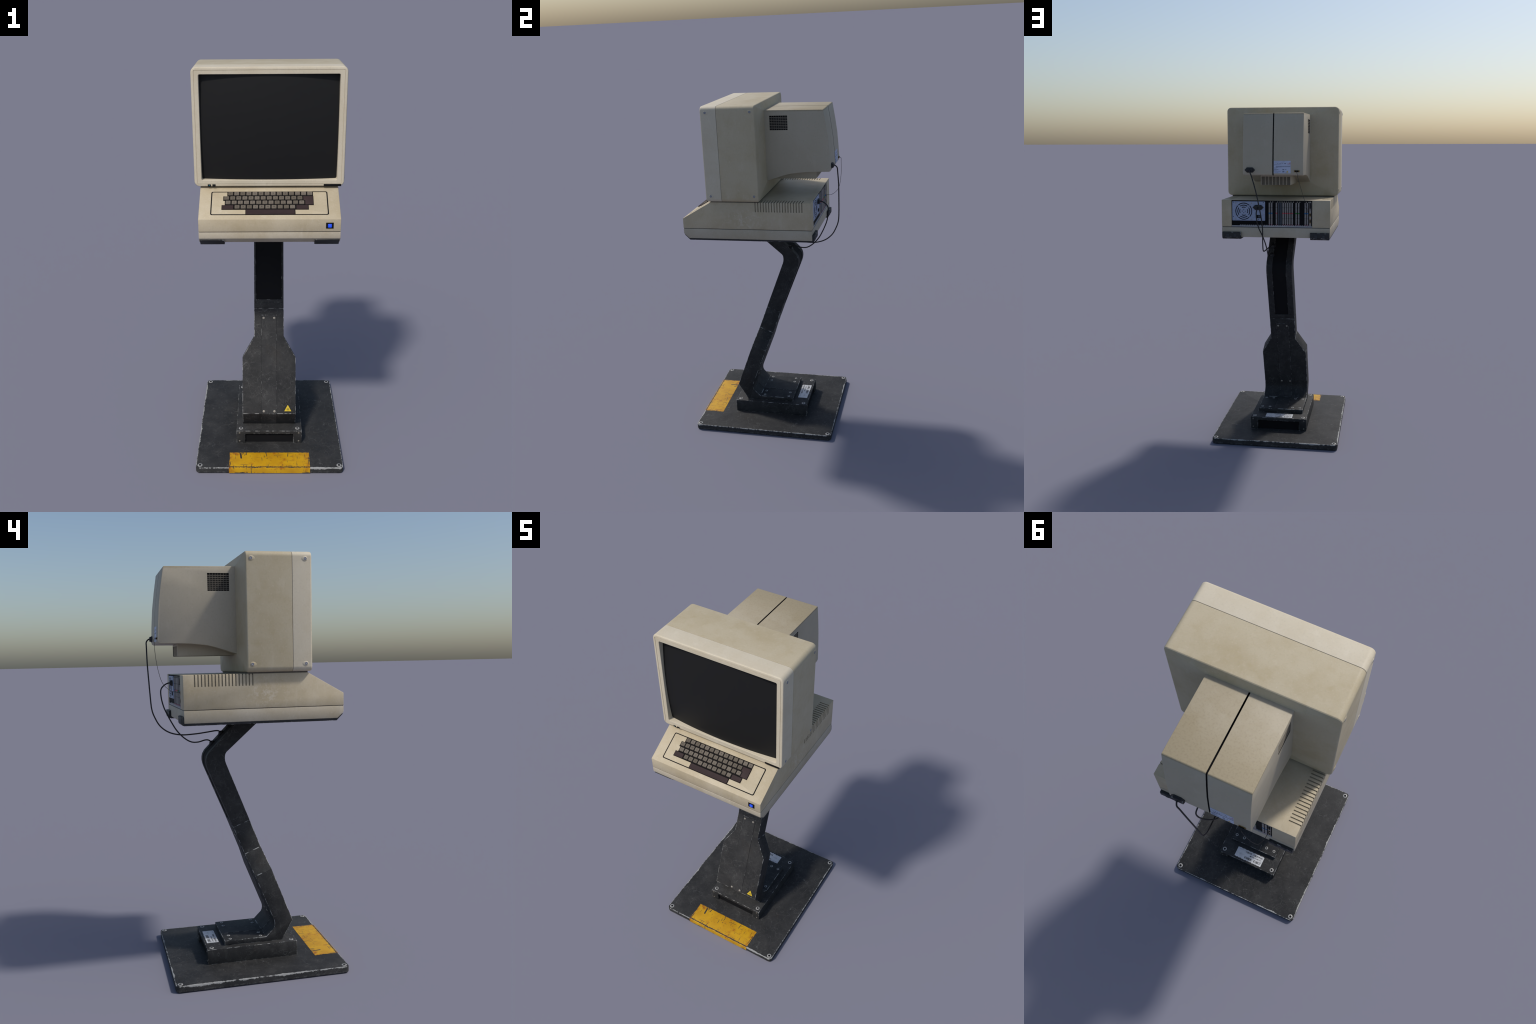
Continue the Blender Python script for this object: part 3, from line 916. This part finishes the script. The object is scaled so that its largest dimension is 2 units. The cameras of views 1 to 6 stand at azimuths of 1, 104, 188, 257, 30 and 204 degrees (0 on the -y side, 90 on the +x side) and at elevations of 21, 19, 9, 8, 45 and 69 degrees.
# ventilation windows in both flanks and the groove over the spine
V, F = boxes_vf([(s * .1655 - .01 if s < 0 else .1655, s * .1655 if s < 0 else .1755, .0690, .1710, 1.8420, 1.9222) for s in (-1, 1)])
cut(tube, make("cutter", V, F, K_DEEP))
gp = [(p[0] + .01, p[1] + .01) for p in [(.02, 1.9540), (.3700, 1.9515)]] + [(p[0] + .02, p[1]) for p in back[1:-1]] + [(.410, 1.590)]
gi = [(.395, 1.590), (.395, 1.606)] + [(p[0] - .0035, p[1] - .001) for p in back[1:-2][::-1]] + [(.3665, 1.9480), (.02, 1.9505)]
v, f = prism_x_vf(gp + gi, -.0042, .0026)
cut(tube, make("cutter", v, f, K_LINE))
for s in (-1, 1):
    xa, xb = sorted((s * .1672, s * .1700))
    xc, xd = sorted((s * .1668, s * .1694))
    L = [(xa, xb, .0690, .1710, 1.8420 + .0089 * (k + .72), 1.8420 + .0089 * (k + 1.10)) for k in range(8)]
    L += [(xc, xd, .0690 + .0128 * (k + 1) - .0006, .0690 + .0128 * (k + 1) + .0006, 1.8422, 1.9220) for k in range(7)]
    boxes("vent_grille", L, plain("grille_plastic", (.20, .175, .135, 1), .6), tube, kind="stuff")

# grille box below the housing
gb = box("rear_grille_box", -.0905, .0860, .0250, .3115, 1.5470, 1.6060, [B_TUBE, K_DEEP], tube, bevel=.0040, seg=3)
V, F = boxes_vf([(-.0850, .0805, .3010, .3300, 1.5400, 1.5945)])
cut(gb, make("cutter", V, F, K_DEEP))
L = []
for k in range(7):
    x = .0805 - .1655 * (k + 1) / 8
    L.append((x - .0017, x + .0017, .3020, .3110, 1.5478, 1.5950))
bars = boxes("grille_bars", L, B_TUBE, gb, kind="stuff")
L = [(-.0850, .0805, .3030, .3085, 1.5490 + .0057 * k, 1.5490 + .0057 * k + .0019) for k in range(8)]
boxes("grille_slats", L, B_TUBE, gb, kind="stuff")

# rating label on the back (the surface leans slightly)
lp0, lp1 = Vector((0, .4053, 1.6880)), Vector((0, .4086, 1.6180))
ldir = (lp0 - lp1).normalized(); lnrm = Vector((0, ldir.z, -ldir.y))
def LB(x, t, h):
    return Vector((x, 0, 0)) + lp1 + ldir * t + lnrm * h
def lbox(lst, name, mat, h0, h1, parent, **kw):
    V, F = [], []
    for x0, x1, t0, t1 in lst:
        v, f = prism_dir([(x0, t0), (x1, t0), (x1, t1), (x0, t1)], lambda x, t: LB(x, t, h0), lambda x, t: LB(x, t, h1))
        o = len(V); V += v; F += [tuple(k + o for k in g) for g in f]
    return make(name, V, F, mat, parent, **kw)
rl = lbox([(-.1005, -.0052, 0, .0695)], "rating_label", LBL, -.001, .0008, tube)
tx = []
for t, x0, x1 in ((.0485, -.045, -.0070), (.0440, -.010, -.0070), (.0395, -.100, -.014), (.0365, -.098, -.018), (.0340, -.050, -.018), (.0310, -.030, -.0075),
                  (.0250, -.020, -.008), (.0215, -.034, -.008), (.0185, -.030, -.008), (.0130, -.022, -.008), (.0085, -.046, -.008), (.0040, -.030, -.008)):
    x = x0
    while x < x1:
        w = RNG.uniform(.002, .007)
        tx.append((x, min(x1, x + w), t, t + .0016)); x += w + .0011
tx += [(-.0290 - .0088 * k, -.0250 - .0088 * k, .0535, .0565) for k in range(4)] + [(-.0740, -.0650, .0520, .0565)]
tx += [(-.0650, -.0545, .0180, .0230), (-.0650, -.0545, .0060, .0120), (-.0760, -.0710, .0190, .0235)]
lbox(tx, "label_print", INK, .0006, .0011, rl, kind="stuff")
lbox([(-.0985, -.0820, .0535, .0550), (-.0985, -.0945, .0500, .0605), (-.0930, -.0820, .0495, .0510)], "label_logo", INKR, .0006, .0011, rl)
v, f = prism_dir([(-.0880, .0050), (-.0762, .0050), (-.0821, .0150)], lambda x, t: LB(x, t, .0006), lambda x, t: LB(x, t, .0011))
make("label_symbol", v, f, WARN, rl)

hex_plug("power_plug", .1308, 1.6360, .4078, .0300, .0145, tube)
ds = box("signal_connector", -.1510, -.1200, .4030, .4105, 1.6252, 1.6352, GOLD, tube, bevel=.0006)
box("connector_plug", -.1455, -.1240, .4050, .4140, 1.6262, 1.6342, K_LINE, ds, bevel=.0008)

# ------------------------------------------------------------------ cables
def cable(name, pts, r, parent):
    cu = bpy.data.curves.new(name, "CURVE")
    cu.dimensions = "3D"; cu.bevel_depth = r; cu.bevel_resolution = 3; cu.use_fill_caps = True; cu.resolution_u = 8
    P_ = [Vector(p) for p in pts]
    P_ = [P_[0] * 2 - P_[1]] + P_ + [P_[-1] * 2 - P_[-2]]
    dense = []
    for i in range(1, len(P_) - 2):              # Catmull-Rom through the points
        p0, p1, p2, p3 = P_[i - 1:i + 3]
        for k in range(6):
            t = k / 6
            dense.append(.5 * ((2 * p1) + (p2 - p0) * t + (2 * p0 - 5 * p1 + 4 * p2 - p3) * t * t + (3 * p1 - p0 - 3 * p2 + p3) * t ** 3))
    dense.append(P_[-2])
    sp = cu.splines.new("POLY")
    sp.points.add(len(dense) - 1)
    for p, q in zip(sp.points, dense):
        p.co = (*q, 1)
    tmp = bpy.data.objects.new(name, cu)
    bpy.context.scene.collection.objects.link(tmp)
    bpy.context.view_layer.update()
    dg = bpy.context.evaluated_depsgraph_get()
    me = bpy.data.meshes.new_from_object(tmp.evaluated_get(dg))
    bpy.data.objects.remove(tmp); bpy.data.curves.remove(cu)
    me.materials.clear(); me.materials.append(K_CABLE)
    me.name = name
    me.shade_smooth()
    return link(bpy.data.objects.new(name, me), parent)
cable("power_cable", [(.131, .410, 1.637), (.129, .424, 1.636), (.124, .437, 1.622), (.114, .4385, 1.595), (.092, .4395, 1.517), (.074, .437, 1.430), (.060, .434, 1.350),
                      (.056, .430, 1.295), (.058, .418, 1.255), (.062, .391, 1.207), (.068, .346, 1.173), (.072, .286, 1.158), (.068, .217, 1.160),
                      (.060, .160, 1.167), (.054, .114, 1.1735), (.050, .096, 1.171), (.049, .0865, 1.159)], .0034, root)
cable("power_cable", [(.1005, .318, 1.418), (.100, .338, 1.418), (.101, .360, 1.407), (.102, .3765, 1.385), (.098, .3765, 1.345), (.088, .367, 1.300), (.073, .352, 1.262),
                      (.061, .333, 1.222), (.054, .309, 1.181), (.053, .275, 1.144), (.056, .239, 1.122), (.056, .204, 1.1195), (.054, .168, 1.1285),
                      (.051, .148, 1.126), (.050, .134, 1.110)], .0034, root)
cable("signal_cable", [(-.1345, .411, 1.630), (-.137, .4225, 1.626), (-.142, .4225, 1.600), (-.160, .4195, 1.535), (-.180, .409, 1.466), (-.191, .393, 1.420),
                       (-.198, .360, 1.389), (-.200, .335, 1.383), (-.2015, .311, 1.379)], .0011, root)

bpy.context.view_layer.update()
